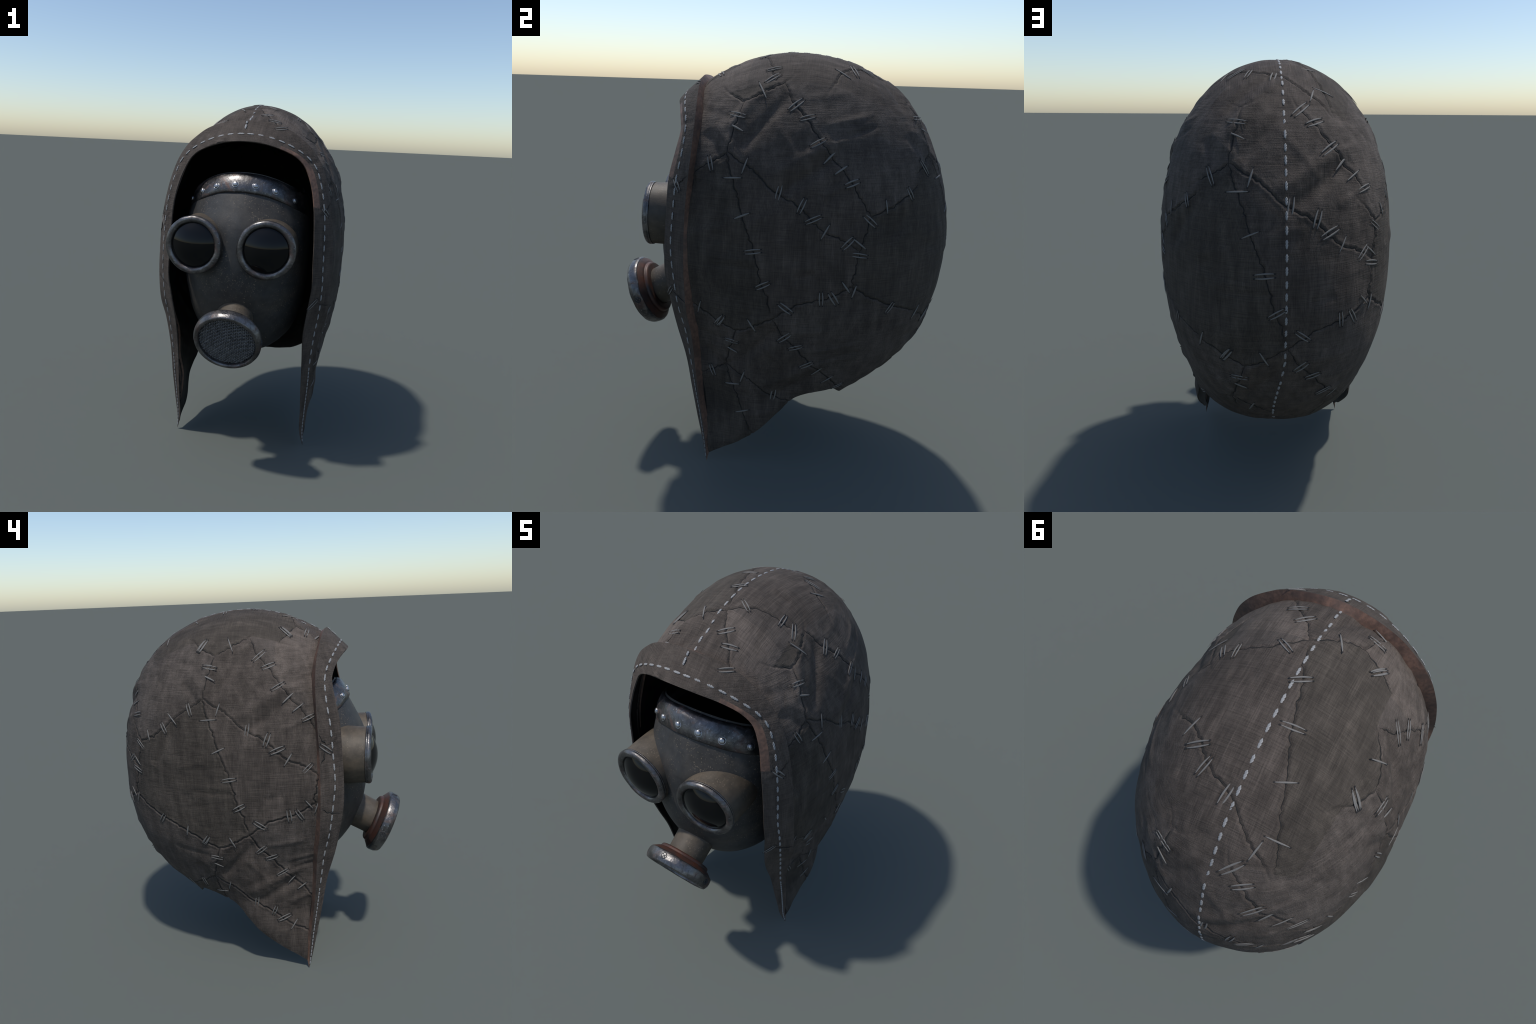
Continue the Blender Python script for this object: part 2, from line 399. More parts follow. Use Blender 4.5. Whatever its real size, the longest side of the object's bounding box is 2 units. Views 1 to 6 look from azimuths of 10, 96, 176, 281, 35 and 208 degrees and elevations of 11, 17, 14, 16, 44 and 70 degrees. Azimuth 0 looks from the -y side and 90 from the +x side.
def sample(T, s, t):
    x = (s % 1)*NT_PX; y = (t % 1)*NT_PX; i = np.floor(x).astype(int); j = np.floor(y).astype(int); f = x-i; g = y-j
    i2 = (i+1) % NT_PX; j2 = (j+1) % NT_PX; i %= NT_PX; j %= NT_PX
    return (T[i, j]*(1-f)*(1-g) + T[i2, j]*f*(1-g) + T[i, j2]*(1-f)*g + T[i2, j2]*f*g)

# the tile is laid on the hood from the right, the left, the back and the top
def tile_coords(P):
    return [(P[:, 1], P[:, 2]), (-P[:, 1], P[:, 2]), (-P[:, 0], P[:, 2]), (P[:, 0], P[:, 1] + 1.02), (P[:, 0], P[:, 2])]
def tile_weights(N, k=8):
    w = np.stack([np.maximum(N[:, 0], 0), np.maximum(-N[:, 0], 0), np.maximum(N[:, 1], 0), np.abs(N[:, 2])*.97, np.maximum(-N[:, 1], 0)], 1)**k
    return w/np.maximum(w.sum(1), 1e-9)[:, None]

def cloth_relief(P, N, amp=1.0, seams=True):
    w = tile_weights(N); h = 0
    for k, (s, t) in enumerate(tile_coords(P)):
        d = sample(T_DIST, s, t)
        groove = -.0042*np.exp(-(d/.0042)**2) + .0016*np.exp(-((d-.010)/.007)**2)
        h = h + w[:, k]*(groove*seams + sample(T_FOLD, s, t)*.62)
    n = value_noise(P @ np.array([[5., 0, 2], [0, 6, 3], [2, -4, 9]]), 3)*.0025 + value_noise(P*17, 5)*.0012
    return (h + n)*amp

# patches with a tone of their own (corner points in tile space)
LIGHT_PATCH = np.array(SEAMS[3] + [(.414, .34), (.497, .373), (.571, .424), (.631, .474), (.681, .509), (.735, .538), (.794, .58),
                        (.813, .657), (.841, .754), (.850, .782), (.777, .81), (.659, .881), (.529, .936), (.443, .979), (.356, 1.034),
                        (.307, 1.01), (.245, .974), (.121, .942), (.068, .903)])
DARK_PATCH = np.array([(.376, 1.194), (.4, 1.282), (.414, 1.34), (.571, 1.424), (.735, 1.538), (.794, 1.58), (.839, 1.442), (.868, 1.334), (.919, 1.204),
                       (.942, 1.119), (.984, .985), (1.008, .895), (.96, .836), (.85, .782), (.777, .81), (.659, .881), (.529, .936), (.356, 1.034)])
def inside(poly, s, t):
    c = np.zeros(len(s), bool); x1, y1 = poly[-1]
    for x2, y2 in poly:
        m = ((y1 > t) != (y2 > t)); 
        with np.errstate(divide='ignore', invalid='ignore'):
            c ^= m & (s < (x2-x1)*(t-y1)/(y2-y1 if y2 != y1 else 1e-9) + x1)
        x1, y1 = x2, y2
    return c
def patch_index(P, N):
    k = tile_weights(N).argmax(1); out = np.zeros(len(P), int)
    for j, (s, t) in enumerate(tile_coords(P)):
        sel = k == j
        for m, poly in ((1, LIGHT_PATCH), (2, DARK_PATCH)):
            for ds in (-1, 0, 1):
                for dt in (-1, 0, 1, 2):
                    hit = inside(poly + np.array([ds, dt]), s[sel], t[sel]) 
                    o = out[sel]; o[hit] = m; o[hit & (P[sel, 1] < -.15) & (P[sel, 2] > 1.60)] = 3 if m == 1 else 2; out[sel] = o
    return out

# ------------------------------------------------------------------ build hood
root = bpy.data.objects.new("hooded_gas_mask", None); COLL.objects.link(root)
root["label"] = "patched brown cloth hood over a riveted leather gas mask"
root["category"] = "gas mask"

def mirror_weld(Gd, on_mid, relief=None, inset=0.0):
    """two mirrored halves of a (n_rim, n_rad, 3) grid, welded on the midline, closed at the side poles"""
    n, m, _ = Gd.shape
    flat = Gd.reshape(-1, 3); pole = np.array([[W, C0[0], C0[1]]])
    half = np.vstack([flat, pole]); N = skin_normal(half)
    mid = np.zeros(len(half), bool); mid[:n*m].reshape(n, m)[:, -1] = on_mid
    N[mid, 0] = 0; N /= np.linalg.norm(N, axis=1)[:, None]
    allP = []; allN = []
    for sgn in (1, -1):
        P = half*[sgn, 1, 1]; Nn = N*[sgn, 1, 1]
        d = -inset
        if relief is not None: d = d + relief(P, Nn)
        allP.append(P + Nn*(np.asarray(d)[:, None] if np.ndim(d) else d)); allN.append(Nn)
    allP[1][mid] = allP[0][mid]; allP[0][mid, 0] = allP[1][mid, 0] = 0
    nv = len(half); remap = np.arange(2*nv); remap[nv:][mid] = np.where(mid)[0]
    q = grid_faces(n, m, close_u=True)
    i = np.arange(n); fan = np.stack([np.full(n, n*m), ((i+1) % n)*m, i*m], 1)
    quads = np.vstack([q[:, ::-1], remap[q + nv]]); tris = np.vstack([fan[:, ::-1], remap[fan + nv]])
    V = np.vstack(allP); return V, quads, tris, np.vstack(allN), remap, nv

N_RIM, N_RAD = 1250, 270
Gd, on_mid, KS = skin_grid(N_RIM, N_RAD)
# edge of the neck and flaps is slightly uneven
V, quads, tris, NV, remap, nv = mirror_weld(Gd, on_mid, cloth_relief)
fc = V[quads].mean(1); fn = NV[quads[:, 0]]
pi = patch_index(fc, fn)

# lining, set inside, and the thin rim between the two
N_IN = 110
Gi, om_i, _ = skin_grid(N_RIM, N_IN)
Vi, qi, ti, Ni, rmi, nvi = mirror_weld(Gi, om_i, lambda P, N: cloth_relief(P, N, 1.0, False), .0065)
n = Gd.shape[0]
rim_idx = np.where(~on_mid)[0]; rim_seq = np.concatenate([rim_idx, [0]])
rim_f = []; off = len(V)
for sgn in (0, 1):
    o = remap[(rim_seq*N_RAD + N_RAD-1) + sgn*nv]; ii = rmi[(rim_seq*N_IN + N_IN-1) + sgn*nvi] + off
    f = np.stack([o[:-1], o[1:], ii[1:], ii[:-1]], 1); rim_f.append(f if sgn == 0 else f[:, ::-1])
rim_f = np.vstack(rim_f)
me = make_mesh("hood", np.vstack([V, Vi]), [quads, rim_f, tris], [M_CLOTH, M_CLOTH_LIGHT, M_CLOTH_DARK, M_CLOTH_PALE],
               np.concatenate([pi, np.zeros(len(rim_f) + len(tris), int)]))
hood = add("hood", me, root)
shade_darkened_inside = add("shade_darkened_inside", make_mesh("shade_darkened_inside", Vi, [qi[:, ::-1], ti[:, ::-1]], [M_INSIDE_SHADE]), hood)

# ------------------------------------------------------------------ hem band
# stations from the brow down to the tip of the flap: inner edge, stitched ridge, raised rear edge, root of the rear edge
HEM = [
    ((0, -.509, 1.779), (0, -.480, 1.808), (0, -.391, 1.889), (0, -.362, 1.870)),
    ((.1, -.500, 1.771), (.103, -.473, 1.799), (.108, -.384, 1.881), (.10, -.360, 1.850)),
    ((.19, -.475, 1.747), (.198, -.456, 1.772), (.213, -.375, 1.851), (.19, -.354, 1.814)),
    ((.268, -.452, 1.712), (.285, -.432, 1.732), (.29, -.367, 1.803), (.262, -.345, 1.766)),
    ((.303, -.441, 1.682), (.335, -.414, 1.700), (.345, -.360, 1.755), (.308, -.339, 1.727)),
    ((.324, -.436, 1.653), (.375, -.404, 1.660), (.388, -.357, 1.697), (.345, -.336, 1.685)),
    ((.361, -.451, 1.565), (.413, -.410, 1.560), (.437, -.360, 1.585), (.395, -.341, 1.585)),
    ((.385, -.477, 1.450), (.437, -.433, 1.440), (.470, -.370, 1.450), (.432, -.356, 1.450)),
    ((.397, -.490, 1.290), (.448, -.449, 1.290), (.489, -.381, 1.300), (.466, -.364, 1.300)),
    ((.402, -.500, 1.130), (.450, -.461, 1.135), (.497, -.386, 1.130), (.484, -.367, 1.130)),
    ((.404, -.500, 1.020), (.452, -.446, 1.010), (.499, -.385, 1.010), (.488, -.363, 1.010)),
    ((.387, -.485, .890), (.446, -.426, .870), (.489, -.379, .860), (.480, -.350, .860)),
    ((.369, -.458, .740), (.428, -.392, .730), (.459, -.364, .735), (.450, -.338, .735)),
    ((.368, -.413, .572), (.412, -.374, .570), (.432, -.355, .570), (.405, -.330, .570)),
    ((.369, -.385, .402), (.404, -.353, .400), (.421, -.341, .400), (.392, -.318, .400)),
    ((.371, -.357, .240), (.392, -.332, .235), (.408, -.323, .235), (.386, -.302, .235)),
    ((.373, -.328, .085), (.387, -.317, .085), (.394, -.311, .085), (.387, -.295, .085)),
    ((.3925, -.308, .001), (.3930, -.3075, .001), (.3934, -.307, .001), (.3932, -.3065, .001)),
]
HEM = np.array(HEM)
hem_t = np.concatenate([[0], np.cumsum(np.linalg.norm(np.diff(HEM[:, 1], axis=0), axis=1))])
mirror = HEM[1:][::-1]*[-1, 1, 1]
HEM_T = np.concatenate([-hem_t[1:][::-1], hem_t]); HEM_ALL = np.concatenate([mirror, HEM])
def hem_at(t):
    q = spline(HEM_T, HEM_ALL.reshape(len(HEM_ALL), -1), t).reshape(-1, 4, 3)
    return q
N_HEM = 900
tt = np.linspace(HEM_T[0], HEM_T[-1], N_HEM)
Q = hem_at(tt); Ei, Sr, Br, Rt = [Q[:, k] for k in range(4)]
# keep the root of the rear edge under the skin of the hood
rx = half_width(Rt[:, 1], Rt[:, 2]); fade_top = np.clip((np.abs(Rt[:, 0]) - .3)/.1, 0, 1)*np.clip((Rt[:, 2] - .12)/.12, 0, 1)
Rt[:, 0] = np.sign(Rt[:, 0])*(np.abs(Rt[:, 0])*(1-fade_top) + (rx - .006)*fade_top)
def hem_section(n_face=14):
    ctr = np.array([0, .15, 1.1]); cols = [Rt + (Rt - Br)*.25, Rt, Br]
    for u in np.linspace(0, 1, n_face + 1)[1:]:           # rear edge -> ridge -> inner edge
        m = Sr + (Sr - (Br + Ei)/2)*.35
        cols.append((1-u)**2*Br + 2*u*(1-u)*m + u*u*Ei)
    inn = Ei - Br; inn /= np.maximum(np.linalg.norm(inn, axis=1), 1e-6)[:, None]
    d = np.gradient(Sr, axis=0); d /= np.linalg.norm(d, axis=1)[:, None]
    nor = np.cross(inn, d); s = np.sign((nor*(Sr - ctr)).sum(1)); nor *= s[:, None]
    wid = np.linalg.norm(Ei - Br, axis=1)[:, None]; th = np.minimum(.006, wid*.08)
    for c in cols[:1:-1][::3]: cols.append(c - nor*th)    # back along the inside
    cols.append(Rt - nor*th*.5)
    return np.stack(cols, 1), nor
sec, hem_n = hem_section()
m_sec = sec.shape[1]
Vh = sec.reshape(-1, 3).copy()
Nh = np.repeat(hem_n, m_sec, 0)
outer = np.zeros((N_HEM, m_sec), bool); outer[:, 3:16] = True
wob = cloth_relief(Vh, Nh, .45)*outer.ravel()*np.repeat(np.clip(np.linalg.norm(Ei-Br, axis=1)/.09, 0, 1), m_sec)
Vh = Vh + Nh*wob[:, None]
fq = grid_faces(N_HEM, m_sec, close_v=True)
col_id = np.tile(np.arange(m_sec), N_HEM-1); row_id = np.repeat(np.arange(N_HEM-1), m_sec)
mi = np.zeros(len(fq), int)
mi[col_id <= 1] = 1                                       # raw rear edge
zr = Sr[row_id, 2]; xr = Ei[row_id, 0]
mi[(col_id >= 12) & (col_id <= 16) & (xr > .185) & (zr > 1.445)] = 1   # bare leather facing beside the brow
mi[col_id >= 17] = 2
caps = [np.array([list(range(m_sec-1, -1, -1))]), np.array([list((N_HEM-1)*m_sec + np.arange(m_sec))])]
me = make_mesh("hem_band", Vh, [fq], [M_BAND, M_BROWN, M_INSIDE_SHADE], mi)
sharp_by_angle(me, 40)
hem = add("hem_band", me, hood)

# ------------------------------------------- surface lookup for seams and stitches
Gc, omc, _ = skin_grid(360, 70)
Vc, qc, tc_, Nc, rc, nc = mirror_weld(Gc, omc)
hem_c = sec[::6]; hv = hem_c.reshape(-1, 3); hf = grid_faces(len(hem_c), m_sec)
hf = hf[(hf[:, 0] % m_sec >= 1) & (hf[:, 0] % m_sec <= 16)]
bv_v = np.vstack([Vc, hv]); bv_f = [tuple(f) for f in qc] + [tuple(f) for f in tc_] + [tuple(f) for f in (hf + len(Vc))]
BVH = BVHTree.FromPolygons([tuple(v) for v in bv_v], bv_f)
N_HOODF = len(qc) + len(tc_)

SIDES = {0: (Vector((-1, 0, 0)), lambda s, t: Vector((2, s, t))), 1: (Vector((1, 0, 0)), lambda s, t: Vector((-2, -s, t))),
         2: (Vector((0, -1, 0)), lambda s, t: Vector((-s, 2, t))), 3: (Vector((0, 0, -1)), lambda s, t: Vector((s, t - 1.02, 4)))}
def drop(side, s, t, thr=.5):
    d, o = SIDES[side]
    loc, nor, idx, dist = BVH.ray_cast(o(s, t), d)
    if loc is None: return None
    if idx < N_HOODF:
        nn = skin_normal(np.array([loc]))[0]
    else:
        nn = np.array(nor) * (1 if nor.dot(d) < 0 else -1)
        if abs(nor.dot(d)) < .5: return None
    if side == 0 and loc.x < 0 or side == 1 and loc.x > 0: return None
    if side == 2 and loc.y < .1 or side == 3 and loc.z < 1.3: return None
    w = tile_weights(nn[None], 6)[0]
    if w[side] < thr: return None
    p = np.array([loc]); h = float(cloth_relief(p, nn[None])[0]) if idx < N_HOODF else 0.0
    return np.array(loc), nn, h

def tube(pts, rad, seg=6):
    pts = np.asarray(pts); rad = np.broadcast_to(rad, len(pts))
    t = np.gradient(pts, axis=0); t /= np.maximum(np.linalg.norm(t, axis=1), 1e-9)[:, None]
    up = np.array([.31, .53, .79]); a = np.cross(t, up); a /= np.maximum(np.linalg.norm(a, axis=1), 1e-9)[:, None]; b = np.cross(t, a)
    w = np.linspace(0, 2*np.pi, seg, endpoint=False)
    v = pts[:, None] + rad[:, None, None]*(np.cos(w)[None, :, None]*a[:, None] + np.sin(w)[None, :, None]*b[:, None])
    return v.reshape(-1, 3), grid_faces(len(pts), seg, close_v=True)

def join(parts):
    vs, fs, o = [], [], 0
    for v, f in parts: vs.append(v); fs.append(f + o); o += len(v)
    return np.vstack(vs), np.vstack(fs)

RANGE = {0: ((-1, 0, 1), (-2, -1, 0, 1)), 1: ((-1, 0, 1), (-2, -1, 0, 1)), 2: ((-1, 0, 1), (-2, -1, 0, 1)), 3: ((-1, 0, 1), (-1, 0, 1))}
rs = np.random.default_rng(11)
for ln in SEAM_LINES:
    for side in range(4):
        for ds in RANGE[side][0]:
            for dt in RANGE[side][1]:
                run = []
                def flush():
                    if len(run) >= 4:
                        p = np.array(run); L = len(p)
                        rad = (.0013 + .0013*np.abs(rs.normal(0, 1, L))).clip(.0012, .0042)*np.clip(np.minimum(np.arange(L)+.4, L-.6-np.arange(L))/3, .2, 1)
                        v, f = tube(p, rad, 5)
                        add("seam", make_mesh("seam", v, f, [M_SEAM]), hood)
                    run.clear()
                for s, t in ln + np.array([ds, dt]):
                    if t < 0 or t > 2.1 or abs(s) > .9: flush(); continue
                    hit = drop(side, s, t)
                    if hit is None: flush()
                    else:
                        P, N, h = hit; run.append(P + N*(h + .0006))
                flush()

# hand stitches: thin spindle strands with a dark needle hole at each end (unit length along x)
def strand_mesh(two):
    parts = []; holes = []
    for k in ((-1, 1) if two else (0,)):
        u = np.linspace(-.5, .5, 13); y = k*.105 + (.03*k*np.cos(u*np.pi) if two else 0*u)
        z = .015 + .035*np.cos(u*np.pi)
        r = .062*np.clip(np.cos(u*np.pi*.93), .12, 1)**.6*(.85 if two else 1.05)
        parts.append(tube(np.stack([u, y, z], 1), r, 7))
        for e in (-.5, .5):
            a = np.linspace(0, 2*np.pi, 9)[:-1]
            c = np.array([e*1.02, k*.105, .022])
            dome = np.array([c + [rr*np.cos(w)*1.5, rr*np.sin(w), zz] for rr, zz in ((.05, 0), (.032, .008), (.002, .010)) for w in a])
            f = grid_faces(3, 8, close_v=True); holes.append((dome, f))
    v, f = join(parts); hv, hf = join(holes)
    return make_mesh("hand_stitch", np.vstack([v, hv]), [f, hf + len(v)], [M_STRAND, M_HOLE],
                     np.concatenate([np.zeros(len(f), int), np.ones(len(hf), int)]))
ST1, ST2 = strand_mesh(False), strand_mesh(True)
for strands, s0, t0, s1, t1 in STITCHES:
    for side in range(4):
        for ds in RANGE[side][0]:
            for dt in RANGE[side][1]:
                a, b = np.array([s0 + ds, t0 + dt]), np.array([s1 + ds, t1 + dt])
                if abs(a[0]) > .9 or a[1] < 0 or a[1] > 2.1: continue
                m = drop(side, *((a+b)/2), thr=.45)
                if m is None: continue
                ha, hb = drop(side, *(a*.85 + b*.15), thr=.1), drop(side, *(b*.85 + a*.15), thr=.1)
                if ha is None or hb is None: continue
                P, N, h = m; dirv = hb[0] - ha[0]; L = np.linalg.norm(dirv)/.7
                if L > .105 or abs(dirv @ N) > .3*np.linalg.norm(dirv): continue
                mid = (ha[0] + hb[0])/2
                lift = max(0, (P - mid) @ N)*.4
                M = frame(mid + N*(lift + (h + ha[2] + hb[2])/3 + .0008), dirv, N)
                sc = Matrix.Diagonal((L*random.uniform(.95, 1.08), .066*random.uniform(.8, 1.1), .036, 1)) @ Matrix.Rotation(random.uniform(-.06, .06), 4, 'Z')
                if BVH.find_nearest(Vector(mid))[3] > .016: continue
                add("hand_stitch", ST2 if strands == 2 else ST1, hood, M @ sc)

# cord stitches: short twisted two-ply dashes
def cord_mesh():
    parts = []; u = np.linspace(0, 1, 22)
    for k in range(2):
        a = u*2*np.pi*1.6 + k*np.pi; rr = .085*np.clip(np.sin(u*np.pi)*2.2, .25, 1)
        p = np.stack([u - .5, rr*np.cos(a), .03 + .04*np.sin(u*np.pi) + rr*.5*np.sin(a)], 1)
        parts.append(tube(p, .095*np.clip(np.sin(u*np.pi)*2.5, .4, 1), 7))
    v, f = join(parts); return make_mesh("cord_stitch", v, f, [M_CORD])
CORD = cord_mesh()

def lay_cord(P, T, N, L, width=.032):
    M = frame(P + N*.0008, T, N)
    add("cord_stitch", CORD, hood, M @ Matrix.Diagonal((L, width, width*.55, 1)))

# along the middle of the hood
mid, _, _ = rim_curve()
midl = np.stack([np.zeros(len(mid)), mid[:, 0], mid[:, 1]], 1)
s = arclen(midl); q = .018
while q < s[-1] - .02:
    p = np.array([np.interp(q, s, midl[:, k]) for k in range(3)])
    p2 = np.array([np.interp(q + .01, s, midl[:, k]) for k in range(3)])
    low = np.clip((.8 - p[2])/.45, 0, 1) if p[1] > .3 else 0
    wander = -.008 + .048*math.sin(low*math.pi*.85)*low**.5
    off = np.array([wander, 0, 0]); N = skin_normal(p[None] + off)[0]
    a = polar(p[1], p[2])[0]
    h = float(cloth_relief(p[None], N[None], 1, False)[0]) - .0015
    # slide down to the skin at that x offset
    Rr = np.array([C0[0], C0[1]]); k = 1.0
    P = p + off; e = float(implicit(P[None])[0])
    P = P - N*max(e, 0)*.35
    step = .052 if p[2] > .7 or p[1] < .3 else .038
    T = p2 - p + np.array([.010*math.cos(low*math.pi) if low > 0 else 0, 0, 0])*.2
    lay_cord(P + N*h, T, N, step*random.uniform(.60, .70), .031)
    q += step*random.uniform(.94, 1.06)

# along the hem: spaced dashes round the face, close whipping down to the tips
ridge_u = 9                                              # column of the section that carries the stitches
line = sec[:, ridge_u]; Ln = arclen(line); c0 = np.interp(0, tt, Ln)
nb = np.cross(sec[:, ridge_u+1] - sec[:, ridge_u-1], np.gradient(line, axis=0)); nb /= np.linalg.norm(nb, axis=1)[:, None]
nb *= np.sign((nb*hem_n).sum(1))[:, None]
for sgn in (1, -1):
    q = .026
    while True:
        sq = c0 + sgn*q
        if sq < .03 or sq > Ln[-1] - .03: break
        p = np.array([np.interp(sq, Ln, line[:, k]) for k in range(3)]); p2 = np.array([np.interp(sq + .01, Ln, line[:, k]) for k in range(3)])
        N = np.array([np.interp(sq, Ln, nb[:, k]) for k in range(3)])
        low = p[2] < .56
        step = .024 if low else .056
        wv = np.array([0, 0, 0]) if low else N*0
        lay_cord(p, p2 - p, N, step*(random.uniform(.8, .95) if low else random.uniform(.6, .7)), .024 if low else .031)
        q += step*random.uniform(.93, 1.07)
# two dashes of the middle seam running over the brow
for u0 in (5, 3):
    i0 = N_HEM//2; p = sec[i0, u0]; T = sec[i0, u0+1] - p
    lay_cord(p + hem_n[i0]*.002 + np.array([-.012, 0, 0]), T, hem_n[i0], .036 if u0 == 5 else .02, .034)

# ------------------------------------------------------------------ the mask
# levels of the face: z, front y, half width, depth centre y
FACE = np.array([(1.625, -.425, .300, -.16), (1.58, -.468, .325, -.16), (1.515, -.507, .348, -.16), (1.42, -.555, .362, -.17),
                 (1.338, -.590, .366, -.18), (1.22, -.612, .366, -.18), (1.10, -.619, .364, -.18), (1.0, -.613, .358, -.18), (.92, -.600, .346, -.18),
                 (.83, -.570, .327, -.18), (.734, -.522, .292, -.17), (.655, -.457, .246, -.16), (.600, -.385, .190, -.14), (.566, -.30, .125, -.12), (.556, -.22, .06, -.11)])
def face_point(z, th):
    """th from -90 (right rear) .. 0 front .. 90; returns xyz"""
    f = spline(-FACE[:, 0], FACE[:, 1:], -np.atleast_1d(z)); th = np.atleast_1d(th)
    x = f[:, 1]*np.sign(np.sin(th))*np.abs(np.sin(th))**.95
    d = np.cos(th)
    y = f[:, 2] + (f[:, 0] - f[:, 2])*np.sign(d)*np.abs(d)**.95
    return np.stack([x, y, np.broadcast_to(z, x.shape)], 1)
def dip(x):                                              # the brow line sinks towards the temples
    return -.95*x*x - 2.2*x**4
zs = np.concatenate([np.linspace(1.615, .70, 90), np.linspace(.695, .559, 40)])
ths = np.linspace(-math.radians(112), math.radians(112), 150)
rows = []
for z in zs:
    r = face_point(np.full(len(ths), z), ths)
    k = np.clip((z - 1.15)/.45, 0, 1)**1.5
    r[:, 2] += dip(r[:, 0])*k
    rows.append(r)
Fv = np.array(rows)
Fv[..., 0] *= np.where(Fv[..., 0] > 0, 1.01, 1.0)          # slightly fuller on one side
Fp = Fv.reshape(-1, 3) + np.array([-.010, 0, 0])
fnorm = Fp - np.array([0, -.15, 1.1]); fnorm /= np.linalg.norm(fnorm, axis=1)[:, None]
bridge = .010*np.exp(-(Fp[:, 0]/.07)**2)*np.exp(-((Fp[:, 2]-1.25)/.18)**2)
Fp = Fp + fnorm*(value_noise(Fp*9, 21)*.0025 + bridge)[:, None]
nf, mf = len(zs), len(ths)
ff = grid_faces(nf, mf)
inner = Fp - fnorm*.012
rimf = []
def strip(ix): 
    ix = np.asarray(ix); return np.stack([ix[:-1], ix[1:], ix[1:] + len(Fp), ix[:-1] + len(Fp)], 1)
edge = np.concatenate([np.arange(mf), np.arange(1, nf)*mf + mf-1, ((nf-1)*mf + np.arange(mf-2, -1, -1)), np.arange(nf-2, -1, -1)*mf])
fme = make_mesh("face_mask", np.vstack([Fp, inner]), [ff[:, ::-1], ff + len(Fp), strip(edge)], [M_FACE])
face = add("face_mask", fme, root)

# riveted forehead band: rounded strip over the brow
def band_point(x_th, v):
    """v -1 lower edge .. 1 upper edge"""
    z = 1.562 + v*.052
    p = face_point(np.full(len(x_th), z), x_th); p[:, 2] += dip(p[:, 0]); p[:, 0] -= .007
    return p
bt = np.linspace(-math.radians(100), math.radians(100), 160)
prof = [(-1.0, -.006), (-1.0, .008), (-.92, .0135), (-.6, .0175), (-.1, .020), (.35, .0195), (.66, .017), (.84, .010), (.93, -.002), (.97, -.020), (.7, -.03), (0, -.01)]
cols = []
for v, o in prof:
    p = band_point(bt, v); nn = p - np.array([0, -.12, 1.32]); nn /= np.linalg.norm(nn, axis=1)[:, None]
    cols.append(p + nn*o)
Bv = np.stack(cols, 1); Bp = Bv.reshape(-1, 3)
Bp = Bp + value_noise(Bp*22, 31)[:, None]*.0016
bme = make_mesh("forehead_band", Bp, grid_faces(len(bt), len(prof), close_v=True), [M_BANDSTEEL])
sharp_by_angle(bme, 50)
band = add("forehead_band", bme, face)
rv, rf = lathe(fillet([(.0190, -.006), (.0190, .0006), (.0165, .0012), (.0150, .0005), (.0143, .005), (.0095, .0092), (.0001, .0105)], .002, 4), 24)
rivet_me = make_mesh("rivet", rv, rf, [M_RIVET])
bfront = Bv[:, 4]*.55 + Bv[:, 3]*.45
for x in (-.322, -.237, -.149, -.037, .073, .175, .272):
    i = int(np.argmin(np.abs(bfront[:, 0] - x) + (bfront[:, 1] > -.16)*9)); p = bfront[i]
    t1 = bfront[min(i+2, len(bt)-1)] - bfront[i-2]; t2 = Bv[i, 5] - Bv[i, 3]
    nn = np.cross(t1, t2); nn *= np.sign(nn @ (p - np.array([0, -.1, 1.4])))
    add("rivet", rivet_me, band, frame(p, t1, nn))

# eyepieces: leather tube, rolled steel ring, smoked domed lens
def eyepiece(cx, splay):
    c = np.array([cx, -.624, 1.231]); a = math.radians(splay)
    nrm = np.array([math.sin(a), -math.cos(a), .015])
    M = frame(c, (0, 0, 1), nrm)
    r = .149
    tv, tf = lathe([(r*1.10, -.30), (r*1.07, -.2), (r*1.035, -.10), (r*1.015, -.05), (r*1.0, 0.004), (.118, .004), (.118, -.02)], 72)
    n_ = value_noise(tv*[18, 18, 10], 41 + int(cx*10)); tv[:, :2] *= (1 + .010*n_)[:, None]
    ob = add("eyepiece", make_mesh("eyepiece", tv, tf, [M_TUBE]), root, M); sharp_by_angle(ob.data, 50)
    ang = np.linspace(0, 2*np.pi, 20, endpoint=False)
    pr = np.array([(.1370 + .0185*np.cos(w), .004 + .0175*np.sin(w)) for w in ang]); pr = np.vstack([pr, pr[:1]])
    gv, gf = lathe(pr, 96)
    gv += value_noise(gv*30, 51)[:, None]*.0012
    ring = add("eye_ring", make_mesh("eye_ring", gv, gf, [M_STEEL]), ob, M)
    lip = lathe(fillet([(.148, -.012), (.1535, -.010), (.1545, -.004), (.150, .000)], .002, 3), 96)
    add("ring_lip", make_mesh("ring_lip", *lip, [M_STEEL]), ob, M)
    rr = np.linspace(0, 1, 16); lv, lf = lathe([(max(.0001, .124*q), .006 + .043*(1 - q**2.0)) for q in rr], 72)
    add("lens", make_mesh("lens", lv, lf, [M_LENS]), ob, M)
eyepiece(-.224, -4); eyepiece(.165, 4)

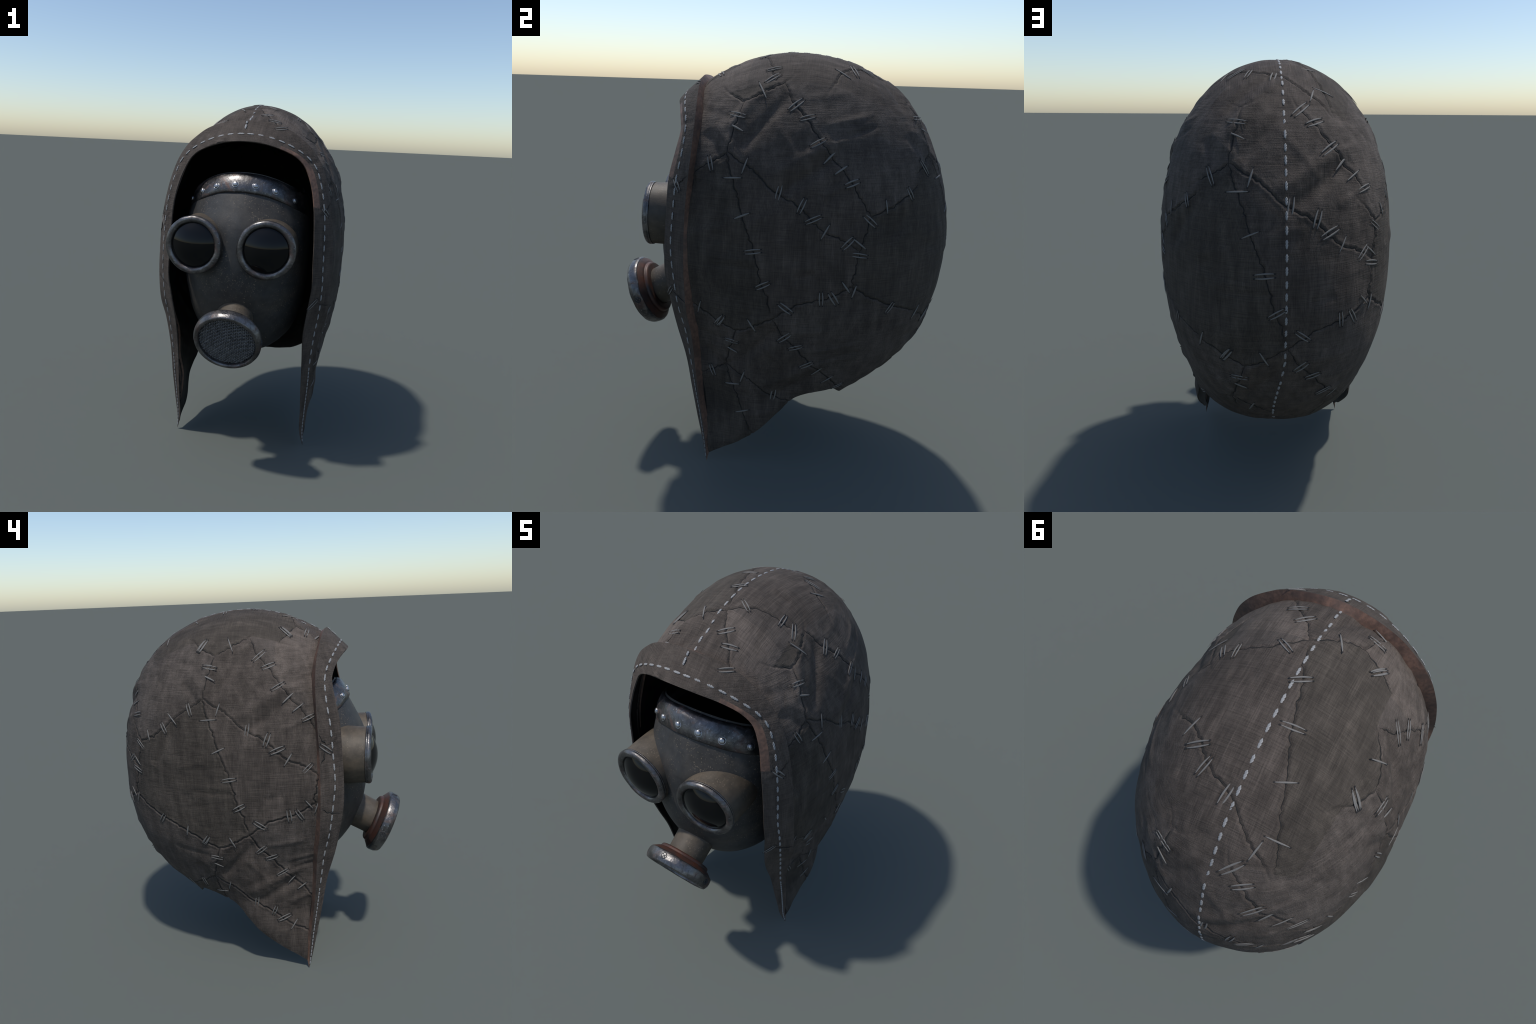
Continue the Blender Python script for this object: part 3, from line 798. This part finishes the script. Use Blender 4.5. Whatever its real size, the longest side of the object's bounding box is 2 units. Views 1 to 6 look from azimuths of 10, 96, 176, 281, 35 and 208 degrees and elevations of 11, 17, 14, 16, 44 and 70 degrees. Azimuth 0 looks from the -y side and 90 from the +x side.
# breathing filter
TILT = math.radians(22.5)
fc_ = np.array([0, -.711, .763]); fn_ = np.array([0, -math.cos(TILT), -math.sin(TILT)])
MF = frame(fc_, (1, 0, 0), fn_)
body = fillet([(.099, -.064), (.130, -.064), (.137, -.058), (.139, -.046), (.148, -.043), (.176, -.022), (.176, .0)], .004, 3)
bv, bf = lathe(body, 84); bv += value_noise(bv*26, 61)[:, None]*.0015
filt = add("filter_housing", make_mesh("filter_housing", bv, bf, [M_RUST]), root, MF); sharp_by_angle(filt.data, 40)
rimp = fillet([(.168, -.026), (.177, -.023), (.1815, -.012), (.1815, .016), (.172, .038), (.160, .041), (.152, .034), (.150, .012), (.150, -.01)], .006, 4)
rv_, rf_ = lathe(rimp, 96); rv_ += value_noise(rv_*22, 62)[:, None]*.0013
add("filter_rim", make_mesh("filter_rim", rv_, rf_, [M_STEEL]), filt, MF)
# woven wire gauze over a dark cloth
def gauze():
    parts = []; R = .150; n = 32; pitch = 2*R/n
    for d in (0, 1):
        for i in range(1, n):
            o = -R + i*pitch; h = math.sqrt(max(R*R - o*o, 0))
            if h < .012: continue
            u = np.linspace(-h, h, max(8, int(2*h/pitch*2.5)))
            z = .018 + .013*(1 - (u*u + o*o)/(R*R)) + .0016*np.cos(u/pitch*np.pi + (i % 2)*np.pi)*(1 if d else -1)
            p = np.stack([u, np.full_like(u, o), z], 1) if d == 0 else np.stack([np.full_like(u, o), u, z], 1)
            parts.append(tube(p, .0025, 5))
    return join(parts)
gz = add("wire_gauze", make_mesh("wire_gauze", *gauze(), [M_WIRE]), filt, MF, stuff=True)
rr = np.linspace(0, 1, 12)
add("filter_cloth", make_mesh("filter_cloth", *lathe([(max(.0001, .151*q), .0155 + .013*(1-q*q)) for q in rr], 64), [M_BACK]), filt, MF)
# screws round the rim
def screw_mesh():
    v, f = lathe(fillet([(.0165, -.006), (.0165, .0012), (.0135, .0025), (.0125, -.0005), (.0001, -.0005)], .0015, 3), 28)
    parts = [(v, f)]
    for a in (math.pi/4, -math.pi/4):
        x = np.array([-1, 1, 1, -1, -1, 1, 1, -1])*.0125; y = np.array([-1, -1, 1, 1]*2)*.0022; z = np.array([-.002]*4 + [.0022]*4)
        b = np.stack([x*math.cos(a) - y*math.sin(a), x*math.sin(a) + y*math.cos(a), z], 1)
        parts.append((b, np.array([[0, 1, 5, 4], [1, 2, 6, 5], [2, 3, 7, 6], [3, 0, 4, 7], [4, 5, 6, 7], [3, 2, 1, 0]])))
    v, f = join(parts); me = make_mesh("screw", v, f, [M_SCREW]); sharp_by_angle(me, 35); return me
SCREW = screw_mesh(); R3 = MF.to_3x3()
for k in range(4):
    a = math.radians(90*k + 2); rad = Vector((math.cos(a), math.sin(a), 0))
    add("screw", SCREW, filt, frame(MF @ (rad*.1805 + Vector((0, 0, .003))), R3 @ Vector((0, 0, 1)), R3 @ rad))
# neck joining filter and face
nv_, nf_ = lathe([(.098, 0), (.099, .05), (.100, .10), (.103, .16), (.106, .24)], 60)
nv_[:, :2] *= (1 + .012*value_noise(nv_*[14, 14, 10], 71))[:, None]
ax = np.array([0, math.cos(math.radians(28)), math.sin(math.radians(28))])
neck_o = add("filter_neck", make_mesh("filter_neck", nv_, nf_, [M_TUBE]), filt, frame(fc_ - fn_*.050, (1, 0, 0), ax))
